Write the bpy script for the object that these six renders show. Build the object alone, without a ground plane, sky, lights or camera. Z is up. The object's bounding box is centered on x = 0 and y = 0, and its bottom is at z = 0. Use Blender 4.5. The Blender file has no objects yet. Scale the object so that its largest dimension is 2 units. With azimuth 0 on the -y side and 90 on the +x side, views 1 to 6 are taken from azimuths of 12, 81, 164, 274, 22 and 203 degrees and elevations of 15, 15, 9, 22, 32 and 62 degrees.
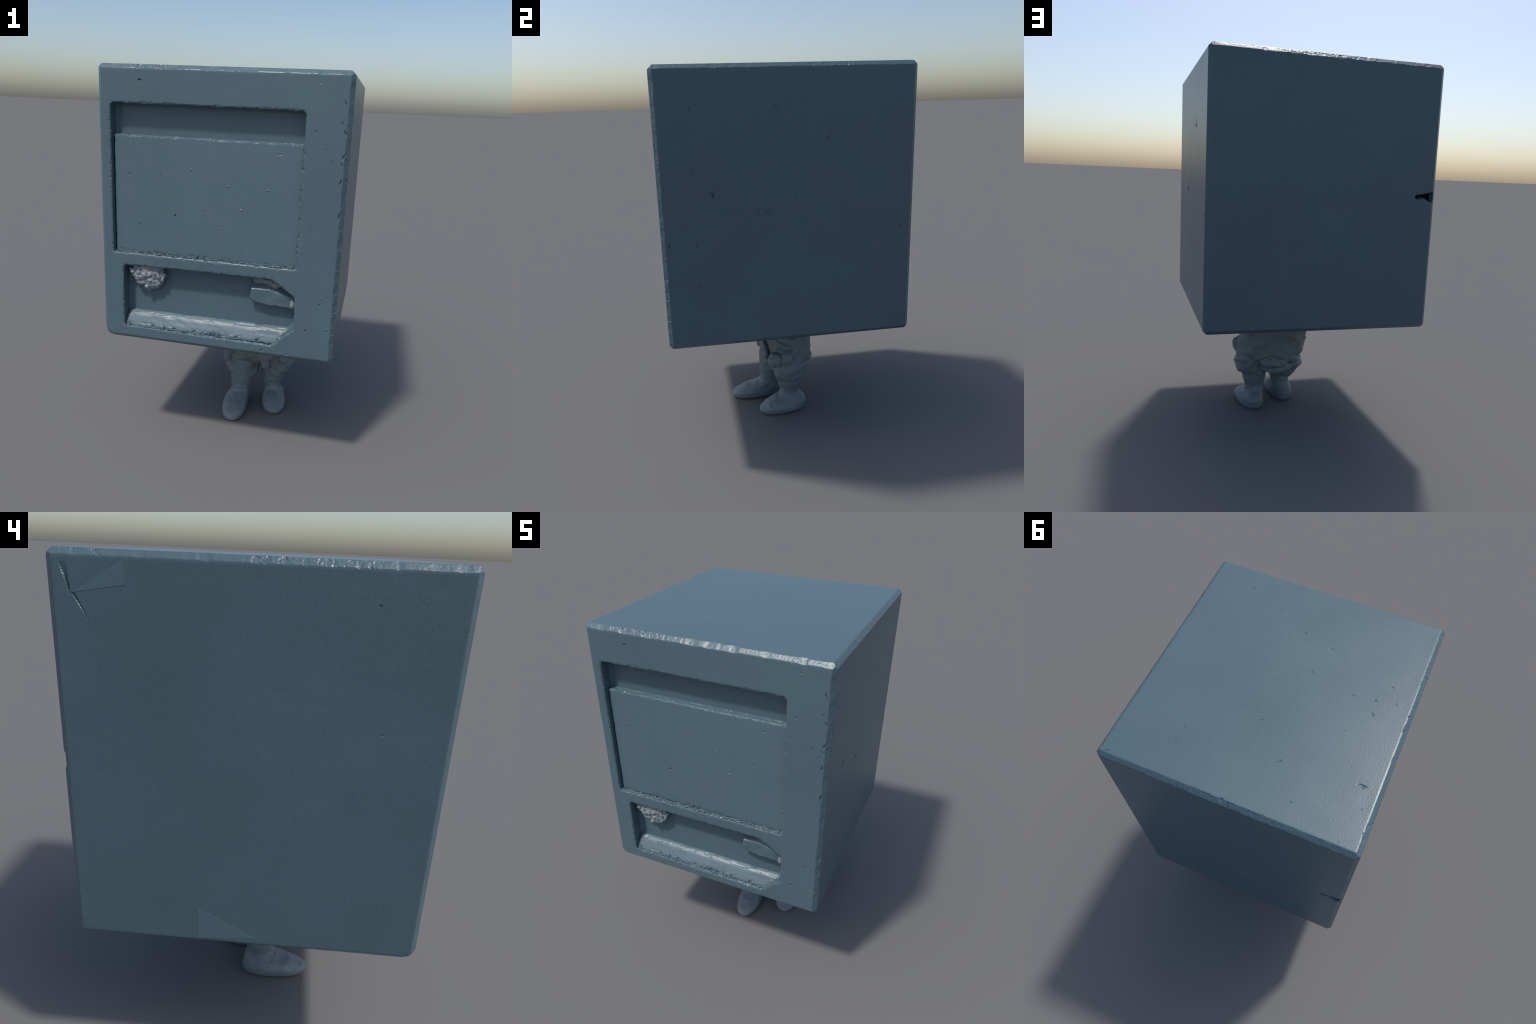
# A grey-blue box-shaped figure: a tall chamfered cabinet with a recessed display panel and a
# dispensing slot on its front, worn by somebody of whom only trousers, legs and boots show.
import bpy, bmesh, math
import numpy as np
from mathutils import Vector

rng = np.random.default_rng(11)

# ------------------------------------------------------------------ overall sizes (metres)
HX, HY = 0.6025, 0.636            # half width, half depth of the cabinet
ZB, ZT = 0.626, 2.000            # underside and top
CH = 0.0187                      # edge chamfer
FRONT = -HY
WIN = (-0.538, 0.398, 1.093, 1.822)   # window recess x0 x1 z0 z1
STRIP_Y, PANEL_Y, SLOT_Y = -0.571, -0.6115, -0.563
PANEL_TOP = 1.677

# ------------------------------------------------------------------ helpers: noise
def _hash(ix, iy, iz, seed):
    h = (ix * 374761393 + iy * 668265263 + iz * 2147483647 + seed * 974634777) & 0xFFFFFFFF
    h = ((h ^ (h >> 13)) * 1274126177) & 0xFFFFFFFF
    h = ((h ^ (h >> 16)) * 2246822519) & 0xFFFFFFFF
    return ((h ^ (h >> 15)) & 0xFFFFFF) / float(0xFFFFFF)

def vnoise(p, freq, seed=0):
    """value noise in -1..1 at the points p (n,3); freq may be a number or three numbers"""
    q = p * np.asarray(freq, float) + 1000.0
    i = np.floor(q).astype(np.int64); f = q - i
    f = f * f * f * (f * (f * 6 - 15) + 10)
    out = np.zeros(len(p))
    for dx in (0, 1):
        wx = f[:, 0] if dx else 1 - f[:, 0]
        for dy in (0, 1):
            wy = f[:, 1] if dy else 1 - f[:, 1]
            for dz in (0, 1):
                wz = f[:, 2] if dz else 1 - f[:, 2]
                out += wx * wy * wz * _hash(i[:, 0] + dx, i[:, 1] + dy, i[:, 2] + dz, seed)
    return out * 2 - 1

def fbm(p, freq, octaves=3, seed=0):
    out = np.zeros(len(p)); a = 1.0; tot = 0
    fr = np.asarray(freq, float)
    for o in range(octaves):
        out += a * vnoise(p, fr * (2.03 ** o), seed + 17 * o); tot += a; a *= 0.55
    return out / tot

def sstep(a, b, x):
    t = np.clip((x - a) / (b - a), 0, 1)
    return t * t * (3 - 2 * t)

# ------------------------------------------------------------------ helpers: meshes
COL = bpy.context.scene.collection

def new_obj(name, mesh):
    ob = bpy.data.objects.new(name, mesh); COL.objects.link(ob); return ob

def mesh_from_bm(bm, name):
    me = bpy.data.meshes.new(name); bmesh.ops.recalc_face_normals(bm, faces=bm.faces)
    bm.to_mesh(me); bm.free(); return me

def box_bm(x0, x1, y0, y1, z0, z1):
    bm = bmesh.new(); bmesh.ops.create_cube(bm, size=1)
    for v in bm.verts:
        v.co = Vector((x0 + (v.co.x + .5) * (x1 - x0), y0 + (v.co.y + .5) * (y1 - y0), z0 + (v.co.z + .5) * (z1 - z0)))
    return bm

def side_box(y0, y1, z0, z1, x0, x1):
    return box_bm(x0, x1, y0, y1, z0, z1)

def prism_bm(pts, y0, y1):
    """extrude an outline of (x, z) points between two depths"""
    bm = bmesh.new()
    a = [bm.verts.new((x, y0, z)) for x, z in pts]; b = [bm.verts.new((x, y1, z)) for x, z in pts]
    bm.faces.new(a); bm.faces.new(b[::-1]); n = len(pts)
    for i in range(n):
        bm.faces.new((a[i], b[i], b[(i + 1) % n], a[(i + 1) % n]))
    bmesh.ops.recalc_face_normals(bm, faces=bm.faces); return bm

def rounded(pts, radii, seg=5):
    """round the corners of an outline"""
    out = []; n = len(pts)
    for i, (p, r) in enumerate(zip(pts, radii)):
        p = np.array(p, float)
        if r <= 0: out.append(tuple(p)); continue
        a = np.array(pts[i - 1], float) - p; b = np.array(pts[(i + 1) % n], float) - p
        a /= np.linalg.norm(a); b /= np.linalg.norm(b)
        for t in np.linspace(0, 1, seg):
            q = p + a * r * (1 - t) ** 2 + b * r * t ** 2
            out.append(tuple(q))
    return out

def bake(ob):
    """apply all modifiers"""
    dg = bpy.context.evaluated_depsgraph_get(); dg.update()
    me = bpy.data.meshes.new_from_object(ob.evaluated_get(dg))
    old = ob.data; ob.modifiers.clear(); ob.data = me; bpy.data.meshes.remove(old)
    return ob

def voxel(ob, size, smooth=0):
    m = ob.modifiers.new('r', 'REMESH'); m.mode = 'VOXEL'; m.voxel_size = size; m.adaptivity = 0
    if smooth:
        s = ob.modifiers.new('s', 'SMOOTH'); s.iterations = smooth; s.factor = 0.5
    return bake(ob)

def get_co(me):
    a = np.empty(len(me.vertices) * 3, np.float32); me.vertices.foreach_get('co', a)
    return a.reshape(-1, 3).astype(float)

def get_no(me):
    a = np.empty(len(me.vertices) * 3, np.float32); me.vertices.foreach_get('normal', a)
    return a.reshape(-1, 3).astype(float)

def set_co(me, co):
    me.vertices.foreach_set('co', co.astype(np.float32).ravel()); me.update()

def refine(me, mask_fn, cuts):
    """subdivide the faces whose centre satisfies mask_fn"""
    bm = bmesh.new(); bm.from_mesh(me); bm.faces.ensure_lookup_table()
    cen = np.empty(len(me.polygons) * 3, np.float32); me.polygons.foreach_get('center', cen)
    sel = mask_fn(cen.reshape(-1, 3).astype(float))
    edges = set()
    for i in np.nonzero(sel)[0]:
        edges.update(bm.faces[i].edges)
    bmesh.ops.subdivide_edges(bm, edges=list(edges), cuts=cuts, use_grid_fill=True)
    bmesh.ops.triangulate(bm, faces=[f for f in bm.faces if len(f.verts) > 4])
    bm.to_mesh(me); bm.free()

def shade(me, angle=None):
    me.polygons.foreach_set('use_smooth', np.ones(len(me.polygons), bool))
    if angle: me.set_sharp_from_angle(angle=math.radians(angle))
    me.update()

# ------------------------------------------------------------------ materials
def painted(name, base, dark, light, rough=0.42, grain=1.0, grain_scale=230.0, spec=0.5, pits=True):
    m = bpy.data.materials.new(name); m.use_nodes = True
    nt = m.node_tree; N = nt.nodes; L = nt.links; b = N['Principled BSDF']
    tc = N.new('ShaderNodeTexCoord')
    n1 = N.new('ShaderNodeTexNoise'); n1.inputs['Scale'].default_value = 2.6; n1.inputs['Detail'].default_value = 5
    n2 = N.new('ShaderNodeTexNoise'); n2.inputs['Scale'].default_value = grain_scale * .7; n2.inputs['Detail'].default_value = 3
    n3 = N.new('ShaderNodeTexNoise'); n3.inputs['Scale'].default_value = grain_scale; n3.inputs['Detail'].default_value = 2
    for n in (n1, n2, n3): L.new(tc.outputs['Object'], n.inputs['Vector'])
    r = N.new('ShaderNodeValToRGB')
    r.color_ramp.elements[0].position = .3; r.color_ramp.elements[0].color = (*dark, 1)
    r.color_ramp.elements[1].position = .7; r.color_ramp.elements[1].color = (*light, 1)
    e = r.color_ramp.elements.new(.5); e.color = (*base, 1)
    mixf = N.new('ShaderNodeMath'); mixf.operation = 'MULTIPLY_ADD'
    mixf.inputs[1].default_value = .45
    L.new(n2.outputs['Fac'], mixf.inputs[0])
    sc = N.new('ShaderNodeMath'); sc.operation = 'MULTIPLY'; sc.inputs[1].default_value = .55
    L.new(n1.outputs['Fac'], sc.inputs[0]); L.new(sc.outputs[0], mixf.inputs[2])
    L.new(mixf.outputs[0], r.inputs['Fac']); L.new(r.outputs['Color'], b.inputs['Base Color'])
    # roughness breaks up a little
    rr = N.new('ShaderNodeMapRange'); rr.inputs['To Min'].default_value = rough - .05; rr.inputs['To Max'].default_value = rough + .05
    L.new(n1.outputs['Fac'], rr.inputs['Value']); L.new(rr.outputs[0], b.inputs['Roughness'])
    b.inputs['Specular IOR Level'].default_value = spec
    bp = N.new('ShaderNodeBump'); bp.inputs['Strength'].default_value = .35 * grain; bp.inputs['Distance'].default_value = .0012
    L.new(n3.outputs['Fac'], bp.inputs['Height'])
    last = bp
    if pits:   # sparse tiny nicks, too small to model
        v = N.new('ShaderNodeTexVoronoi'); v.inputs['Scale'].default_value = 26.0
        wn = N.new('ShaderNodeMath'); wn.operation = 'GREATER_THAN'; wn.inputs[1].default_value = .94
        sep = N.new('ShaderNodeSeparateColor')
        L.new(tc.outputs['Object'], v.inputs['Vector']); L.new(v.outputs['Color'], sep.inputs[0]); L.new(sep.outputs[0], wn.inputs[0])
        mr = N.new('ShaderNodeMapRange'); mr.inputs['From Min'].default_value = 0.03; mr.inputs['From Max'].default_value = 0.11
        mr.inputs['To Min'].default_value = 1; mr.inputs['To Max'].default_value = 0
        L.new(v.outputs['Distance'], mr.inputs['Value'])
        mu = N.new('ShaderNodeMath'); mu.operation = 'MULTIPLY'; L.new(mr.outputs[0], mu.inputs[0]); L.new(wn.outputs[0], mu.inputs[1])
        bp2 = N.new('ShaderNodeBump'); bp2.invert = True; bp2.inputs['Strength'].default_value = .8; bp2.inputs['Distance'].default_value = .003
        L.new(mu.outputs[0], bp2.inputs['Height']); L.new(bp.outputs[0], bp2.inputs['Normal']); last = bp2
    L.new(last.outputs[0], b.inputs['Normal'])
    return m

BASE = (0.078, 0.127, 0.153)
MAT_BOX = painted('cabinet_paint', BASE, (0.067, 0.117, 0.136), (0.083, 0.141, 0.162), rough=.345, grain=1.05, grain_scale=125.0, spec=.38)
MAT_PANEL = painted('panel_paint_lightened', (0.086, 0.139, 0.166), (0.076, 0.130, 0.152), (0.092, 0.152, 0.176), rough=.345, grain=1.3, grain_scale=125.0, spec=.38)  # cabinet colour lightened, since the panel reads brighter than the shaded frame
MAT_LIT_TRIANGLE = painted('triangle_lightened_shading', (.084, .145, .168), (.078, .136, .158), (.090, .154, .178), rough=.345, grain=.6, grain_scale=125.0, spec=.45, pits=False)
MAT_NOTCH_SHADE = painted('notch_painted_shade', (.006, .008, .010), (.004, .006, .008), (.008, .011, .013), rough=.8, spec=.05, pits=False)
MAT_FIG = painted('figure_paint', (0.158, 0.188, 0.200), (0.132, 0.160, 0.172), (0.184, 0.216, 0.228), rough=.5, grain=.5, grain_scale=120, pits=False)
MAT_CLUMP = painted('clump_paint', (0.195, 0.220, 0.240), (0.14, 0.165, 0.185), (0.25, 0.28, 0.30), rough=.30, grain=.6, grain_scale=200, pits=False)
MAT_TRAY = painted('tray_paint_sheen_lightened', (0.100, 0.150, 0.174), (0.084, 0.13, 0.152), (0.118, 0.172, 0.196), rough=.40, grain=.5, grain_scale=110, pits=False)  # box colour raised for the sky and sun reflected on the tray

# ------------------------------------------------------------------ root
root = bpy.data.objects.new('box_figure', None); COL.objects.link(root)
root.empty_display_size = .2
root['label'] = 'grey-blue box cabinet with recessed panel standing on two booted legs'
root['category'] = 'figurine'

def add_part(ob, mat, parent=root):
    ob.data.materials.clear(); ob.data.materials.append(mat); ob.parent = parent
    return ob

# ------------------------------------------------------------------ pits, dents and folds on the flat sides
# pit: face axis, position along the two face axes, length, width, depth, direction in degrees
FRONT_PITS = [(-.385, 1.929, .022, .014, .010, 10), (.447, 1.737, .030, .009, .005, -40), (.561, 1.777, .016, .006, .005, 80),
              (.568, 1.862, .040, .010, .006, -70), (.577, 1.735, .036, .012, .007, -60), (.578, 1.634, .040, .014, .008, 70),
              (.571, 1.599, .034, .008, .006, -50), (.573, 1.520, .040, .014, .007, 85), (.526, 1.606, .036, .006, .004, -60),
              (.502, 1.661, .012, .006, .004, 45), (.579, 1.368, .050, .014, .009, 85), (.450, 1.198, .010, .007, .004, 0),
              (.522, 1.133, .010, .008, .004, 0), (.556, .968, .030, .008, .004, -40), (.520, .932, .022, .009, .006, 70),
              (.461, .792, .022, .012, .008, 75), (.567, .800, .014, .012, .006, 0), (.249, .658, .030, .014, .006, 60),
              (-.483, .670, .030, .010, .005, -40), (.456, 1.942, .014, .007, .003, 30), (.382, .653, .030, .012, .006, 0)]
PANEL_PITS = [(-.455, 1.498, .020, .012, -.004, 80), (-.290, 1.488, .034, .010, .003, -60), (-.139, 1.530, .014, .012, -.003, 30),
              (.049, 1.463, .014, .012, -.004, 0), (.236, 1.455, .016, .013, -.0045, 30), (.115, 1.352, .022, .013, -.0045, -30),
              (-.218, 1.299, .022, .014, .008, 60), (-.061, 1.334, .030, .007, .004, -45), (-.403, 1.252, .022, .011, -.004, -60),
              (-.091, 1.299, .018, .007, .003, -30), (-.448, 1.346, .010, .008, .004, 0), (.003, 1.242, .012, .007, .003, 0),
              (.290, 1.626, .030, .012, .003, 10), (-.123, 1.228, .010, .007, .004, 0)]
TOP_PITS = [(.434, -.498, .020, .008, .004, 10), (.368, -.496, .020, .008, .005, 20), (.191, -.423, .022, .010, .007, 60),
            (.015, -.332, .024, .009, .006, 0), (.082, -.279, .022, .014, .004, 20), (.215, -.169, .020, .008, .006, -50),
            (.301, .045, .010, .008, .005, 0), (-.099, -.130, .026, .008, .005, -30), (-.138, -.293, .024, .007, .004, 15),
            (-.319, -.081, .024, .007, .005, -45), (-.469, -.195, .026, .009, .005, -55), (-.419, -.094, .022, .018, .005, 0),
            (-.432, -.018, .034, .012, .007, -40), (.066, .140, .022, .006, .004, -45), (.007, .202, .014, .009, .006, 0),
            (.303, .371, .016, .014, .005, 0), (.302, .450, .020, .008, .005, 0), (-.145, .363, .034, .013, .008, 60),
            (-.505, .333, .050, .026, .008, 10), (.485, -.257, .024, .005, .003, 0), (-.512, -.111, .030, .006, .004, -60),
            (-.259, .521, .030, .018, .005, 45), (.550, .606, .030, .012, .007, 20)]
SIDE_PITS = [(-.464, 1.805, .030, .008, .005, -60), (-.061, 1.811, .020, .008, .006, -60), (-.465, 1.511, .022, .007, .005, 80),
             (.030, 1.382, .030, .010, .004, -60), (.314, 1.570, .020, .006, .003, 20), (-.597, 1.167, .030, .012, .008, 80),
             (-.468, 1.158, .022, .007, .004, -60), (-.457, .962, .030, .010, .006, -50), (-.253, .739, .040, .007, .004, 30)]
LEFT_PITS = [(-.353, 1.879, .014, .010, .005, 0), (-.407, 1.490, .012, .008, .004, 0)]
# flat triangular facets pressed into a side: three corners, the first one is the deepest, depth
RIGHT_FACETS = [((.182, 1.650), (.202, 1.683), (.228, 1.645), .006), ((.202, 1.683), (.180, 1.704), (.182, 1.655), .004),
                ((-.371, 1.392), (-.393, 1.427), (-.373, 1.438), .010), ((-.115, 1.296), (-.152, 1.336), (-.083, 1.316), .006),
                ((-.166, 1.293), (-.152, 1.336), (-.115, 1.296), .004), ((.567, 1.184), (.582, 1.227), (.555, 1.216), .007)]
LEFT_FACETS = [((.562, 1.872), (.594, 1.965), (.570, 1.962), .010), ((.557, 1.874), (.544, 1.868), (.495, 1.768), .007)]

def pit_depth(a, b, pits):
    d = np.zeros(len(a))
    for i, (u, v, ln, w, dep, ang) in enumerate(pits):
        near = (np.abs(a - u) < ln) & (np.abs(b - v) < ln)
        if not near.any(): continue
        t = math.radians(ang); c, s = math.cos(t), math.sin(t)
        x = ((a[near] - u) * c + (b[near] - v) * s) / (ln * .42); y = (-(a[near] - u) * s + (b[near] - v) * c) / (w * .33)
        y = y + 0.35 * x + .25 * np.sin(5 * x + i)
        k = np.clip(1.25 - np.abs(x) - np.abs(y) * (1 + .3 * x), 0, 1)
        new = dep * .75 * np.minimum(k * 1.4, 1); d[near] = np.where(np.abs(new) > np.abs(d[near]), new, d[near])
    return d

def facet_depth(a, b, facets):
    d = np.zeros(len(a))
    for p0, p1, p2, dep in facets:
        den = (p1[1] - p2[1]) * (p0[0] - p2[0]) + (p2[0] - p1[0]) * (p0[1] - p2[1])
        l0 = ((p1[1] - p2[1]) * (a - p2[0]) + (p2[0] - p1[0]) * (b - p2[1])) / den
        l1 = ((p2[1] - p0[1]) * (a - p2[0]) + (p0[0] - p2[0]) * (b - p2[1])) / den
        ins = (l0 >= 0) & (l1 >= 0) & (l0 + l1 <= 1)
        d[ins] = np.maximum(d[ins], dep * l0[ins])
    return d

def near_any(a, b, pits, pad=1.0):
    m = np.zeros(len(a), bool)
    for p in pits:
        m |= (np.abs(a - p[0]) < p[2] * .6 * pad + .004) & (np.abs(b - p[1]) < p[2] * .6 * pad + .004)
    return m

# ------------------------------------------------------------------ the cabinet
bm = box_bm(-HX, HX, -HY, HY, ZB, ZT)
bmesh.ops.bevel(bm, geom=list(bm.edges), offset=CH, segments=1, affect='EDGES', profile=.5)
cabinet = new_obj('cabinet', mesh_from_bm(bm, 'cabinet'))
SLOT = rounded([(-.486, 1.029), (.281, 1.032), (.400, .953), (.403, .793), (.292, .690), (-.486, .700)], [.022, .01, .01, .01, .01, .004])
WINDOW = rounded([(WIN[0], WIN[3]), (WIN[1], WIN[3]), (WIN[1], WIN[2]), (WIN[0], WIN[2])], [.014, .02, .004, .004])
HOLE = [(-.485, 1.340), (-.485, 1.317), (-.515, 1.320), (-.532, 1.326), (-.548, 1.318), (-.562, 1.308), (-.588, 1.299), (-.588, 1.360), (-.545, 1.347)]
cutters = [prism_bm(WINDOW, -.8, STRIP_Y), prism_bm(SLOT, -.8, SLOT_Y), prism_bm(HOLE, .600, .8), side_box(.561, .572, 1.866, 1.882, -.8, -.40)]
for i, c in enumerate(cutters):
    co = new_obj('cut', mesh_from_bm(c, 'cut'))
    md = cabinet.modifiers.new('b', 'BOOLEAN'); md.operation = 'DIFFERENCE'; md.solver = 'EXACT'; md.object = co
bake(cabinet)
for o in [o for o in bpy.data.objects if o.name.startswith('cut')]: bpy.data.objects.remove(o)
voxel(cabinet, 0.0065)

def edge2(p):
    """distance of a surface point from the nearest outer edge of the cabinet"""
    d = np.stack([HX - np.abs(p[:, 0]), HY - np.abs(p[:, 1]), np.minimum(p[:, 2] - ZB, ZT - p[:, 2])], 1)
    return np.sort(d, 1)[:, 1]

def rim(p):
    """distance from the rims of window and slot, seen from the front"""
    x, z = p[:, 0], p[:, 2]
    w = np.maximum(np.maximum(WIN[0] - x, x - WIN[1]), np.maximum(WIN[2] - z, z - WIN[3]))
    s = np.maximum(np.maximum(-.486 - x, x - .402), np.maximum(.696 - z, z - 1.035))
    s = np.maximum(s, ((x - .281) * .0835 + (z - 1.037) * .119) / .1454)
    s = np.maximum(s, ((x - .292) * .103 - (z - .690) * .111) / .1514)
    return np.minimum(np.abs(w), np.abs(s))

def fine(c):
    m = edge2(c) < .034
    m |= (c[:, 1] < -.55) & (rim(c) < .018) & (c[:, 0] < .43)
    f = c[:, 1] < -HY + .012
    m |= f & near_any(c[:, 0], c[:, 2], FRONT_PITS)
    m |= (c[:, 2] > ZT - .01) & near_any(c[:, 0], c[:, 1], TOP_PITS)
    m |= (c[:, 0] > HX - .01) & near_any(c[:, 1], c[:, 2], SIDE_PITS)
    m |= (c[:, 0] < -HX + .01) & near_any(c[:, 1], c[:, 2], LEFT_PITS)
    for side, facets in ((1, RIGHT_FACETS), (-1, LEFT_FACETS)):
        for f in facets:
            ys = [q[0] for q in f[:3]]; zs = [q[1] for q in f[:3]]
            m |= (c[:, 0] * side > HX - .01) & (c[:, 1] > min(ys) - .01) & (c[:, 1] < max(ys) + .01) & (c[:, 2] > min(zs) - .01) & (c[:, 2] < max(zs) + .01)
    return m
refine(cabinet.data, fine, 2)

me = cabinet.data
co = get_co(me); no = get_no(me)
x, y, z = co.T
e2 = edge2(co)
# chipped chamfers: each edge is clipped by a slanted plane whose depth jumps about, so the chamfer stays
# flat but its borders are ragged; roughest along the top edges and the front right edge, smooth underneath
dep = np.zeros(len(co))
sx, sy, sz = np.sign(x), np.sign(y), np.where(z > (ZB + ZT) / 2, 1.0, -1.0)
dist = [HX - np.abs(x), HY - np.abs(y), np.where(sz > 0, ZT - z, z - ZB)]
sgn = [sx, sy, sz]
def edge_rough(a, b):
    top = sz > 0
    if (a, b) == (0, 1):          # upright edges
        fr = (sy < 0) & (sx > 0)
        return np.where(fr, .75, np.where(sy > 0, .2, .3))
    return np.where(top, np.where((a == 0) & (sx > 0), .6, .9), .3)
for a, b in ((0, 1), (0, 2), (1, 2)):
    amt = edge_rough(a, b)
    stretch = np.ones(3); stretch[[a, b]] = .60          # breaks run across the whole chamfer
    plate = np.clip(fbm(co, 26 * stretch, 2, 3) * 1.6, -.25, 1)
    nick = np.clip(fbm(co, 70 * stretch, 3, 9) * 1.7 - .45, 0, 1); tiny = fbm(co, 150 * stretch, 2, 15)
    t = dist[a] + dist[b]
    patchy = sstep(-.1, .35, fbm(co, 5, 2, 19))
    want = CH + .0018 + amt * (.0030 * plate + patchy * .0080 * nick + (.0006 + .0014 * patchy) * tiny)
    push = np.clip(want - t, 0, None) * .5
    push = np.where((dist[a] < .04) & (dist[b] < .04), push, 0)
    co[:, a] -= sgn[a] * push; co[:, b] -= sgn[b] * push
# wavy, torn upper lips of the recesses
for zl in (WIN[3], 1.031):
    lip = (y < -.567) & (np.abs(z - zl) < .012) & (x < .402) & (x > WIN[0])
    torn = .0030 * fbm(co * np.array([1, 0, 0]), 22, 3, 25) + .006 * np.clip(fbm(co * np.array([1, 0, 0]), 40, 2, 27) - .3, 0, 1)
    co[:, 2] += np.where(lip, torn * (1 - np.abs(z - zl) / .012), 0)
# rims of the recesses and their sills
rm = rim(co); infront = (y < -.545) & (x < .43) & (z > .66) & (z < 1.86)
rimfall = np.where(infront, 1 - sstep(.004, .014, rm), 0)
frontface = y < FRONT + .004
dep += rimfall * np.clip(fbm(co, 60, 3, 31) - .05, 0, 1) * np.where(frontface, .006, .002)
sill = infront & (no[:, 2] > .6)
dep += np.where(sill, .006 * fbm(co, (70, 90, 90), 3, 41) + .002, 0)
# nicks, facets
dep = np.maximum(dep, np.where(y < FRONT + .004, pit_depth(x, z, FRONT_PITS), 0))
dep = np.maximum(dep, np.where(z > ZT - .004, pit_depth(x, y, TOP_PITS) * .6, 0))
dep = np.maximum(dep, np.where(x > HX - .004, pit_depth(y, z, SIDE_PITS) + facet_depth(y, z, RIGHT_FACETS), 0))
dep = np.maximum(dep, np.where(x < -HX + .004, pit_depth(y, z, LEFT_PITS) + facet_depth(y, z, LEFT_FACETS), 0))
# very slight unevenness of the walls
dep += .0008 * fbm(co, 5, 2, 77) * sstep(.02, .08, e2)
co = co - no * dep[:, None]
# the lower front left corner is worn round
c0 = np.array([-HX + .042, -HY + .042, ZB + .042])
d = co - c0; cornr = (d < 0).all(1); ln = np.linalg.norm(d, axis=1) + 1e-9
lim = np.minimum(ln, .044); co = np.where(cornr[:, None], c0 + d * (lim / ln)[:, None], co)
# keep to the overall box
co[:, 0] = np.clip(co[:, 0], -HX, HX); co[:, 1] = np.clip(co[:, 1], -HY, HY); co[:, 2] = np.minimum(co[:, 2], ZT)
set_co(me, co); shade(me, 20)
add_part(cabinet, MAT_BOX)

# near-black plate closing the notch, coloured for the unlit darkness in there
hollow = new_obj('notch_shade_plate', mesh_from_bm(prism_bm(HOLE, .585, .6035), 'notch_shade_plate'))
add_part(hollow, MAT_NOTCH_SHADE)
# two brighter-shaded triangles of the left side, modelled as thin plates in lightened paint
for tri in (((.174, .783), (.174, .650), (-.042, .668)), ((.400, 1.972), (.557, 1.874), (.392, 1.903))):
    bm = bmesh.new()
    lo = [bm.verts.new((-HX + .002, a, b)) for a, b in tri]; hi = [bm.verts.new((-HX - .0007, a, b)) for a, b in tri]
    bm.faces.new(lo); bm.faces.new(hi[::-1])
    for k in range(3): bm.faces.new((lo[k], hi[k], hi[(k + 1) % 3], lo[(k + 1) % 3]))
    add_part(new_obj('lightened_shading_triangle', mesh_from_bm(bm, 'lightened_shading_triangle')), MAT_LIT_TRIANGLE)

# ------------------------------------------------------------------ the display panel inside the window
bm = box_bm(WIN[0] + .003, WIN[1] + .004, PANEL_Y, STRIP_Y + .02, WIN[2] - .002, PANEL_TOP)
bmesh.ops.bevel(bm, geom=[e for e in bm.edges if all(v.co.y < -.6 for v in e.verts)], offset=.004, segments=1, affect='EDGES')
panel = new_obj('display_panel', mesh_from_bm(bm, 'display_panel')); voxel(panel, .0055)
def pfine(c):
    m = (c[:, 2] > PANEL_TOP - .02) | (c[:, 2] < WIN[2] + .025) | (c[:, 0] < WIN[0] + .012) | (c[:, 0] > WIN[1] - .012)
    return (m | near_any(c[:, 0], c[:, 2], PANEL_PITS)) & (c[:, 1] < -.575)
refine(panel.data, pfine, 2)
me = panel.data; co = get_co(me); no = get_no(me); x, y, z = co.T
et = np.minimum.reduce([PANEL_TOP - z, x - WIN[0] - .003, WIN[1] - .001 - x])
dep = (1 - sstep(.002, .012, et)) * (y < -.58) * np.clip(fbm(co, 60, 3, 51) + .1, 0, 1) * .006
dep += (1 - sstep(.004, .020, z - WIN[2])) * np.clip(fbm(co, 65, 3, 57) + .05, 0, 1) * .006
pd = np.where(y < PANEL_Y + .003, pit_depth(x, z, PANEL_PITS), 0); dep = np.where(pd < 0, pd, np.maximum(dep, pd))
set_co(me, co - no * dep[:, None]); shade(me, 35); add_part(panel, MAT_PANEL)

# ------------------------------------------------------------------ lofts for rounded things
def loft(bm, rings, seg=40, cap=True):
    """rings: (cx, cy, z, rx, ry, power) horizontal super-ellipses stacked upwards"""
    prev = None; first = None
    for cx, cy, zz, rx, ry, pw in rings:
        vs = []
        for i in range(seg):
            a = 2 * math.pi * i / seg; c, s = math.cos(a), math.sin(a)
            vs.append(bm.verts.new((cx + rx * math.copysign(abs(c) ** (2 / pw), c), cy + ry * math.copysign(abs(s) ** (2 / pw), s), zz)))
        if prev:
            for i in range(seg): bm.faces.new((prev[i], prev[(i + 1) % seg], vs[(i + 1) % seg], vs[i]))
        else: first = vs
        prev = vs
    if cap: bm.faces.new(first[::-1]); bm.faces.new(prev)

def ball(bm, c, r, sub=3):
    g = bmesh.ops.create_icosphere(bm, subdivisions=sub, radius=1)
    r = (r, r, r) if np.isscalar(r) else r
    for v in g['verts']: v.co = Vector((c[0] + v.co.x * r[0], c[1] + v.co.y * r[1], c[2] + v.co.z * r[2]))

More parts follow.
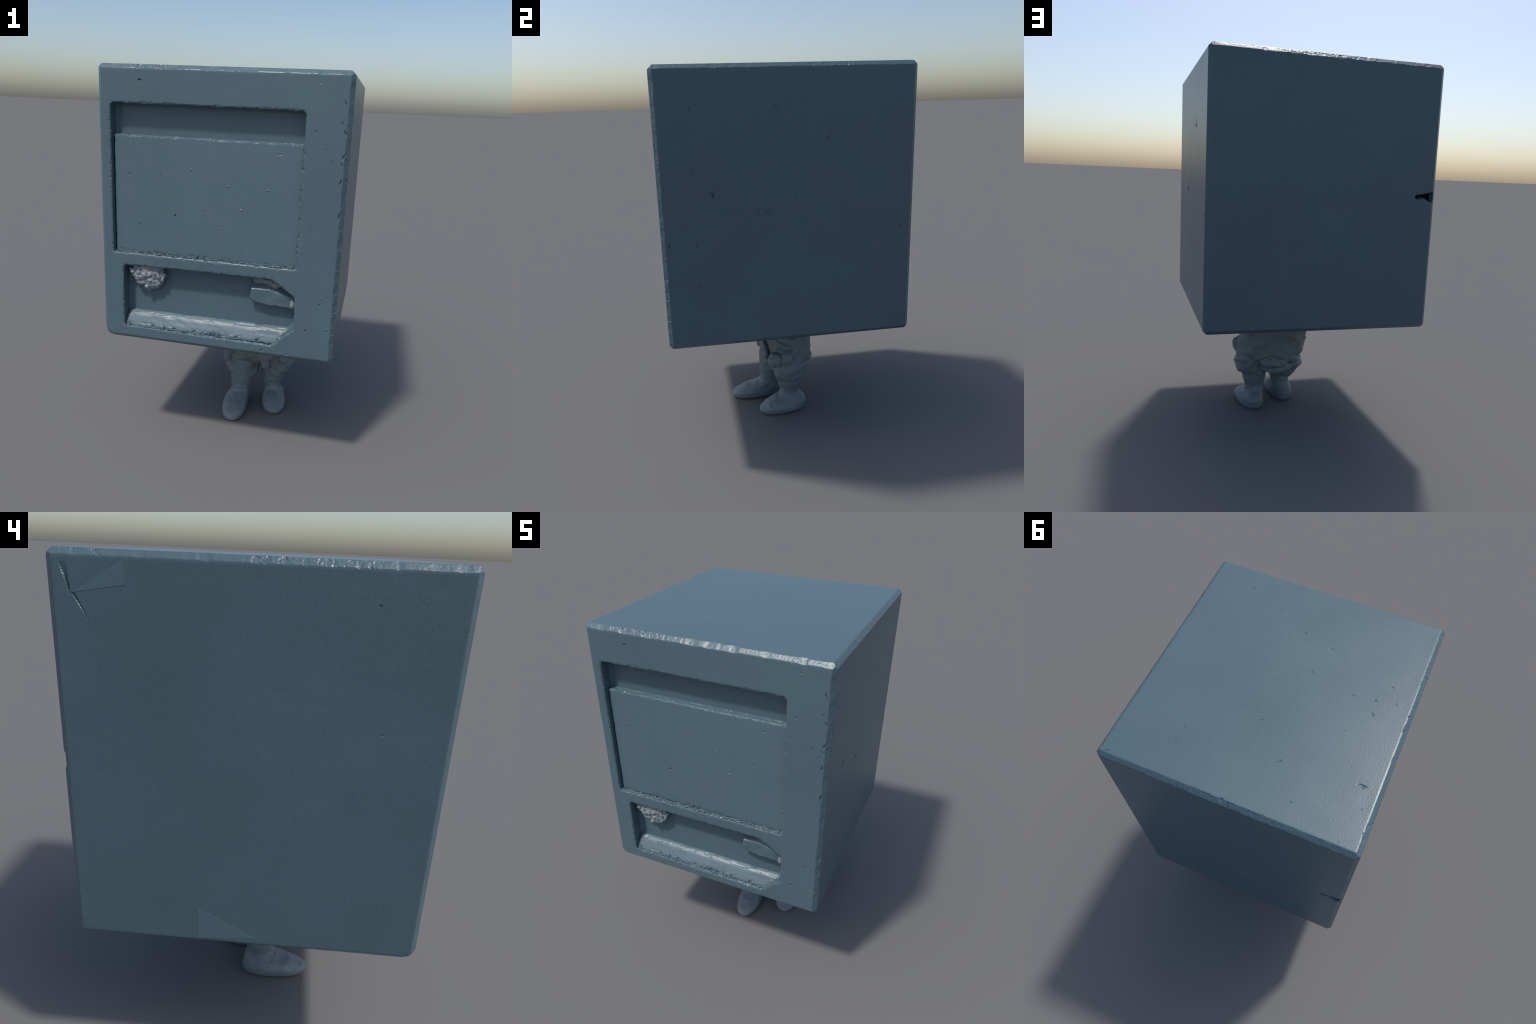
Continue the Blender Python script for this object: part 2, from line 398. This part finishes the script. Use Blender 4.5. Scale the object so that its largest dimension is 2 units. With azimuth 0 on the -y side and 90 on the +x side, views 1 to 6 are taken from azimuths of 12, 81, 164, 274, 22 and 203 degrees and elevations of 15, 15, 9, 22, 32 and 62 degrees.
# ------------------------------------------------------------------ delivery tray: convex rolled sill at the foot of the slot
prof = [(-.552, .69), (-.552, .770), (-.564, .770), (-.574, .768), (-.583, .763), (-.592, .755), (-.600, .744), (-.607, .731), (-.614, .718), (-.620, .706), (-.622, .692)]
bm = bmesh.new(); rows = []
x0, x1 = -.484, .402
for k in range(2):
    rows.append([])
    for (py, pz) in prof:
        if k == 0: xx = x0
        else: xx = min(.399, .312 + max(0, pz - .700) * 1.0)    # the right end follows the slanted corner
        rows[-1].append(bm.verts.new((xx, py, pz)))
n = len(prof)
for i in range(n): bm.faces.new((rows[0][i], rows[0][(i + 1) % n], rows[1][(i + 1) % n], rows[1][i]))
bm.faces.new(rows[0]); bm.faces.new(rows[1][::-1])
tray = new_obj('tray', mesh_from_bm(bm, 'tray')); voxel(tray, .0025, 3)
me = tray.data; co = get_co(me); no = get_no(me); x, y, z = co.T
dep = .0030 * np.clip(fbm(co, (10, 22, 22), 2, 61), 0, 1) + .0010 * np.abs(fbm(co, (22, 50, 18), 2, 66))
dep += (1 - sstep(.700, .722, z)) * np.clip(fbm(co, (45, 40, 40), 2, 71) + .15, 0, 1) * .012   # broken front lip
dep += np.where((z > .756) & (z < .78), np.clip(fbm(co, (18, 60, 60), 2, 73) - .1, 0, 1) * .006, 0)
set_co(me, co - no * dep[:, None]); shade(me, 50); add_part(tray, MAT_TRAY)

# crumbs of material stuck along the ledges (too small to tell apart singly)
def crumbs(name, pts, size, mat):
    bm = bmesh.new()
    for p in pts:
        r = size * (0.5 + rng.random()); g = bmesh.ops.create_icosphere(bm, subdivisions=1, radius=1)
        sc = r * (0.6 + .8 * rng.random(3)) * np.array([1.5 + 3.0 * rng.random() ** 2, 1, .75]); tilt = (rng.random() - .5) * 1.2
        for v in g['verts']:
            j = 1 + .35 * (rng.random() - .5)
            v.co = Vector((p[0] + v.co.x * sc[0] * j, max(p[1] + v.co.y * sc[1] * j, FRONT - .0005), p[2] + v.co.z * sc[2] * j + tilt * v.co.x * sc[0] * .35))
    ob = new_obj(name, mesh_from_bm(bm, name)); shade(ob.data, 40); add_part(ob, mat); ob['kind'] = 'stuff'
    return ob
pts = []
for i in range(330):
    pts.append((WIN[0] + .01 + rng.random() * (WIN[1] - WIN[0] - .02), FRONT + .007 + rng.random() * .016, WIN[2] + (rng.random() - .5) * .010))
for i in range(60):
    pts.append((WIN[0] + .01 + rng.random() * (WIN[1] - WIN[0] - .02), PANEL_Y + .004 + rng.random() * .01, PANEL_TOP - .003 + (rng.random() - .5) * .004))
for i in range(110):
    pts.append((-.478 + rng.random() * .78, FRONT + .008 + rng.random() * .010, .698 + (rng.random() - .5) * .008))
for i in range(28):
    t = rng.random(); pts.append((.296 + t * .10, FRONT + .006 + rng.random() * .03, .694 + t * .098))
crumbs('ledge_crumbs', pts, .0031, MAT_TRAY)

# ------------------------------------------------------------------ flap in the right end of the slot
FLAP = rounded([(.172, 1.034), (.290, 1.034), (.398, .956), (.398, .886), (.300, .888), (.215, .893), (.168, .915), (.178, .955)], [0, 0, 0, .008, .02, .02, .015, .02])
bm = prism_bm(FLAP, -.602, SLOT_Y + .01)
flap = new_obj('flap', mesh_from_bm(bm, 'flap')); voxel(flap, .0028, 4)
me = flap.data; co = get_co(me); no = get_no(me); x, y, z = co.T
top = sstep(.962, .990, z + .25 * np.maximum(x - .27, 0))
fr = 1 - sstep(-.606, -.575, y)
co[:, 1] += fr * top * (.028 + .010 * fbm(co, 30, 2, 81))          # the upper part steps back
co[:, 1] -= fr * (1 - top) * .003 * fbm(co, 18, 2, 84)
co[:, 2] += .004 * fbm(co, 26, 2, 88) * (z < .93)
set_co(me, co); shade(me, 50); add_part(flap, MAT_BOX)
bm = bmesh.new(); ball(bm, (.300, -.584, .990), (.030, .016, .018)); ball(bm, (.262, -.578, 1.002), (.05, .012, .016)); ball(bm, (.388, -.602, .906), (.014, .020, .026))
ball(bm, (.214, -.574, 1.004), (.04, .010, .02))
lump = new_obj('flap_lump', mesh_from_bm(bm, 'flap_lump')); voxel(lump, .0025, 3)
co = get_co(lump.data); no = get_no(lump.data); set_co(lump.data, co + no * (.004 * fbm(co, 60, 3, 91))[:, None]); shade(lump.data); add_part(lump, MAT_FIG)

# ------------------------------------------------------------------ bubbly clump in the upper left corner of the slot
bm = bmesh.new()
ball(bm, (-.370, -.585, .982), (.094, .034, .046)); ball(bm, (-.352, -.582, .942), (.062, .032, .044))
ball(bm, (-.366, -.585, 1.020), (.094, .034, .02))
for i in range(70):
    a = rng.random() * 2 * math.pi; rr = math.sqrt(rng.random())
    px = -.374 + rr * .094 * math.cos(a); pz = .972 + rr * .062 * math.sin(a)
    if pz < .972: px = -.360 + (px + .374) * (1 - (.972 - pz) / .062 * .62)
    if pz < .972: pz = .972 - (.972 - pz) * 1.15
    py = -.588 - .018 * math.sqrt(max(0, 1 - rr * rr)) - rng.random() * .004
    ball(bm, (px, py, min(pz, 1.022)), .008 + .011 * rng.random() ** 1.5, 2)
clump = new_obj('bubbly_clump', mesh_from_bm(bm, 'bubbly_clump')); voxel(clump, .0018, 3)
co = get_co(clump.data); no = get_no(clump.data); set_co(clump.data, co + no * (.0060 * fbm(co, 75, 3, 95))[:, None]); shade(clump.data); add_part(clump, MAT_CLUMP)

# ------------------------------------------------------------------ legs with boots
def leg_with_boot(rings_boot, rings_leg, seed, split, shear):
    bm = bmesh.new(); loft(bm, rings_boot, 48); loft(bm, rings_leg, 40)
    ob = new_obj('leg', mesh_from_bm(bm, 'leg')); voxel(ob, .0035, 5)
    me = ob.data; co = get_co(me); no = get_no(me)
    co[:, 0] -= shear * co[:, 1] * (1 - sstep(.10, .16, co[:, 2]))
    up = sstep(.02, .05, co[:, 2])
    dsp = .0070 * fbm(co, 17, 3, seed) * up
    dsp += -.006 * np.clip(vnoise(co, (14, 14, 34), seed + 5) - .2, 0, 1) * up * (co[:, 2] < .16)    # creases at the ankle
    solez = np.exp(-((co[:, 2] - .026) / .006) ** 2)
    dsp -= solez * (.0012 + .003 * np.clip(fbm(co, 55, 2, seed + 9), 0, 1))                        # rough welt
    co = co + no * dsp[:, None]
    co[:, 2] = np.where(co[:, 2] < .004, 0, co[:, 2])
    set_co(me, co); shade(me)
    normals = get_no(me)
    # split along a slanted line over the instep; both halves keep the normals of the whole
    parts = []
    cen = np.empty(len(me.polygons) * 3, np.float32); me.polygons.foreach_get('center', cen); cen = cen.reshape(-1, 3)
    is_boot = split(cen)
    for flag, nm in ((True, 'boot'), (False, 'leg')):
        bm = bmesh.new(); bm.from_mesh(me); bm.faces.ensure_lookup_table()
        lay = bm.verts.layers.int.new('src')
        for v in bm.verts: v[lay] = v.index
        bmesh.ops.delete(bm, geom=[bm.faces[i] for i in np.nonzero(is_boot != flag)[0]], context='FACES')
        src = [v[lay] for v in bm.verts]; bm.verts.layers.int.remove(lay)
        m2 = bpy.data.meshes.new(nm); bm.to_mesh(m2); bm.free()
        m2.polygons.foreach_set('use_smooth', np.ones(len(m2.polygons), bool))
        m2.normals_split_custom_set_from_vertices([tuple(normals[s]) for s in src])
        o2 = new_obj(nm, m2); add_part(o2, MAT_FIG); parts.append(o2)
    bpy.data.objects.remove(ob); return parts

def yr(y0, y1, xc, rx, zz, pw=2.3):
    return (xc, (y0 + y1) / 2, zz, rx, (y1 - y0) / 2, pw)

boot_a = [yr(-.270, .036, -.002, .060, 0.0), yr(-.284, .046, -.004, .073, .014), yr(-.285, .048, -.005, .076, .032), yr(-.268, .047, -.004, .073, .050),
          yr(-.226, .044, -.001, .067, .068), yr(-.164, .040, .006, .061, .086), yr(-.112, .032, .011, .057, .104), yr(-.100, .028, .013, .056, .122), yr(-.102, .029, .014, .059, .14)]
leg_a = [(.012, -.034, .06, .058, .062, 2), (.012, -.036, .10, .056, .062, 2), (.014, -.036, .13, .058, .063, 2), (.018, -.036, .18, .070, .068, 2), (.022, -.030, .24, .080, .075, 2), (.03, -.02, .32, .08, .08, 2)]
boot_b = [yr(-.124, .132, .223, .062, 0.0), yr(-.139, .148, .224, .074, .014), yr(-.142, .152, .224, .077, .032), yr(-.120, .151, .222, .074, .050),
          yr(-.088, .146, .219, .068, .068), yr(-.048, .134, .214, .061, .086), yr(-.014, .114, .208, .057, .104), yr(-.006, .106, .205, .056, .122), yr(-.008, .108, .203, .058, .14)]
leg_b = [(.208, .054, .06, .060, .060, 2), (.206, .050, .10, .057, .057, 2), (.203, .050, .13, .059, .059, 2), (.202, .052, .18, .072, .070, 2), (.208, .053, .24, .076, .076, 2), (.22, .06, .32, .08, .08, 2)]
leg_with_boot(boot_a, leg_a, 101, lambda c: c[:, 2] < .118 + (c[:, 1] + .04) * .45 + .006 * np.sin(c[:, 0] * 90), .06)
leg_with_boot(boot_b, leg_b, 131, lambda c: c[:, 2] < .100 + (.05 - c[:, 1]) * .20 + .006 * np.sin(c[:, 0] * 90), .12)

# ------------------------------------------------------------------ baggy trousers
bm = bmesh.new()
loft(bm, [(.11, .054, .275, .10, .095, 2), (.112, .056, .31, .178, .122, 2), (.108, .058, .36, .208, .138, 2), (.098, .060, .42, .208, .140, 2), (.076, .059, .50, .196, .138, 2.1), (.05, .056, .58, .170, .130, 2.2), (.035, .055, .66, .160, .125, 2.2)], 56)
loft(bm, [(.026, -.008, .188, .072, .070, 2), (.022, -.002, .200, .094, .088, 2), (.018, .003, .225, .103, .098, 2), (.014, .012, .26, .107, .108, 2), (.016, .013, .32, .108, .108, 2), (.03, .02, .40, .11, .11, 2)], 44)
loft(bm, [(.208, .054, .205, .068, .068, 2), (.214, .054, .218, .086, .086, 2), (.226, .050, .245, .090, .090, 2), (.232, .050, .29, .094, .094, 2), (.230, .050, .35, .092, .096, 2), (.215, .05, .42, .095, .10, 2)], 44)
ball(bm, (.110, .156, .305), (.080, .055, .042)); ball(bm, (.088, .158, .37), (.095, .046, .070))      # sagging seat
ball(bm, (.285, .025, .372), (.052, .060, .050)); ball(bm, (.085, .115, .258), (.100, .075, .040))
ball(bm, (-.020, .068, .268), (.074, .074, .046)); ball(bm, (.000, .060, .218), (.070, .072, .030))
trousers = new_obj('trousers', mesh_from_bm(bm, 'trousers')); voxel(trousers, .0045, 7)
me = trousers.data; co = get_co(me); no = get_no(me); x, y, z = co.T
# sagging creases: bands that droop between the legs
q = co.copy(); q[:, 2] += .35 * np.abs(x - .13)
fold = vnoise(q, (8, 8, 18), 141); fold2 = vnoise(q, (14, 14, 26), 145)
ridge = (1 - np.abs(vnoise(q, (11, 11, 15), 143))) ** 4 + .7 * (1 - np.abs(vnoise(co + .1 * q[:, ::-1], (19, 17, 13), 147))) ** 5
dsp = .006 * (.5 - np.abs(fold)) + .003 * fold2 + .0015 * fbm(co, 30, 2, 149) + .008 * (ridge - .45)   # crumpled, angular creases
dsp *= sstep(.19, .23, z)
co = co + no * dsp[:, None]
hem = 1 - sstep(.215, .25, z); co[:, 2] += hem * .018 * vnoise(co, (22, 22, 4), 151)
set_co(me, co); shade(me); add_part(trousers, MAT_FIG)

# ------------------------------------------------------------------ things hanging from the waist
bm = bmesh.new()
ball(bm, (-.068, -.082, .325), (.026, .026, .030)); ball(bm, (-.060, -.070, .362), (.034, .030, .028))
knob = new_obj('side_knob', mesh_from_bm(bm, 'side_knob')); voxel(knob, .003, 4)
co = get_co(knob.data); no = get_no(knob.data); set_co(knob.data, co + no * (.006 * fbm(co, 40, 2, 161))[:, None]); shade(knob.data); add_part(knob, MAT_FIG)
bm = bmesh.new()
ball(bm, (.165, -.085, .370), (.055, .026, .045)); ball(bm, (.172, -.070, .310), (.030, .034, .044)); ball(bm, (.12, -.09, .40), (.04, .02, .03))
pouch = new_obj('waist_pouch', mesh_from_bm(bm, 'waist_pouch')); voxel(pouch, .003, 5)
co = get_co(pouch.data); no = get_no(pouch.data); set_co(pouch.data, co + no * (.006 * fbm(co, 36, 2, 165))[:, None]); shade(pouch.data); add_part(pouch, MAT_FIG)
bm = bmesh.new()
ball(bm, (.280, -.055, .360), (.034, .030, .050)); ball(bm, (.300, -.03, .368), (.03, .03, .04))
tail = new_obj('coat_tail', mesh_from_bm(bm, 'coat_tail')); voxel(tail, .003, 5)
co = get_co(tail.data); no = get_no(tail.data); set_co(tail.data, co + no * (.007 * fbm(co, 36, 2, 171))[:, None]); shade(tail.data); add_part(tail, MAT_FIG)

for m in [m for m in bpy.data.meshes if m.users == 0]: bpy.data.meshes.remove(m)
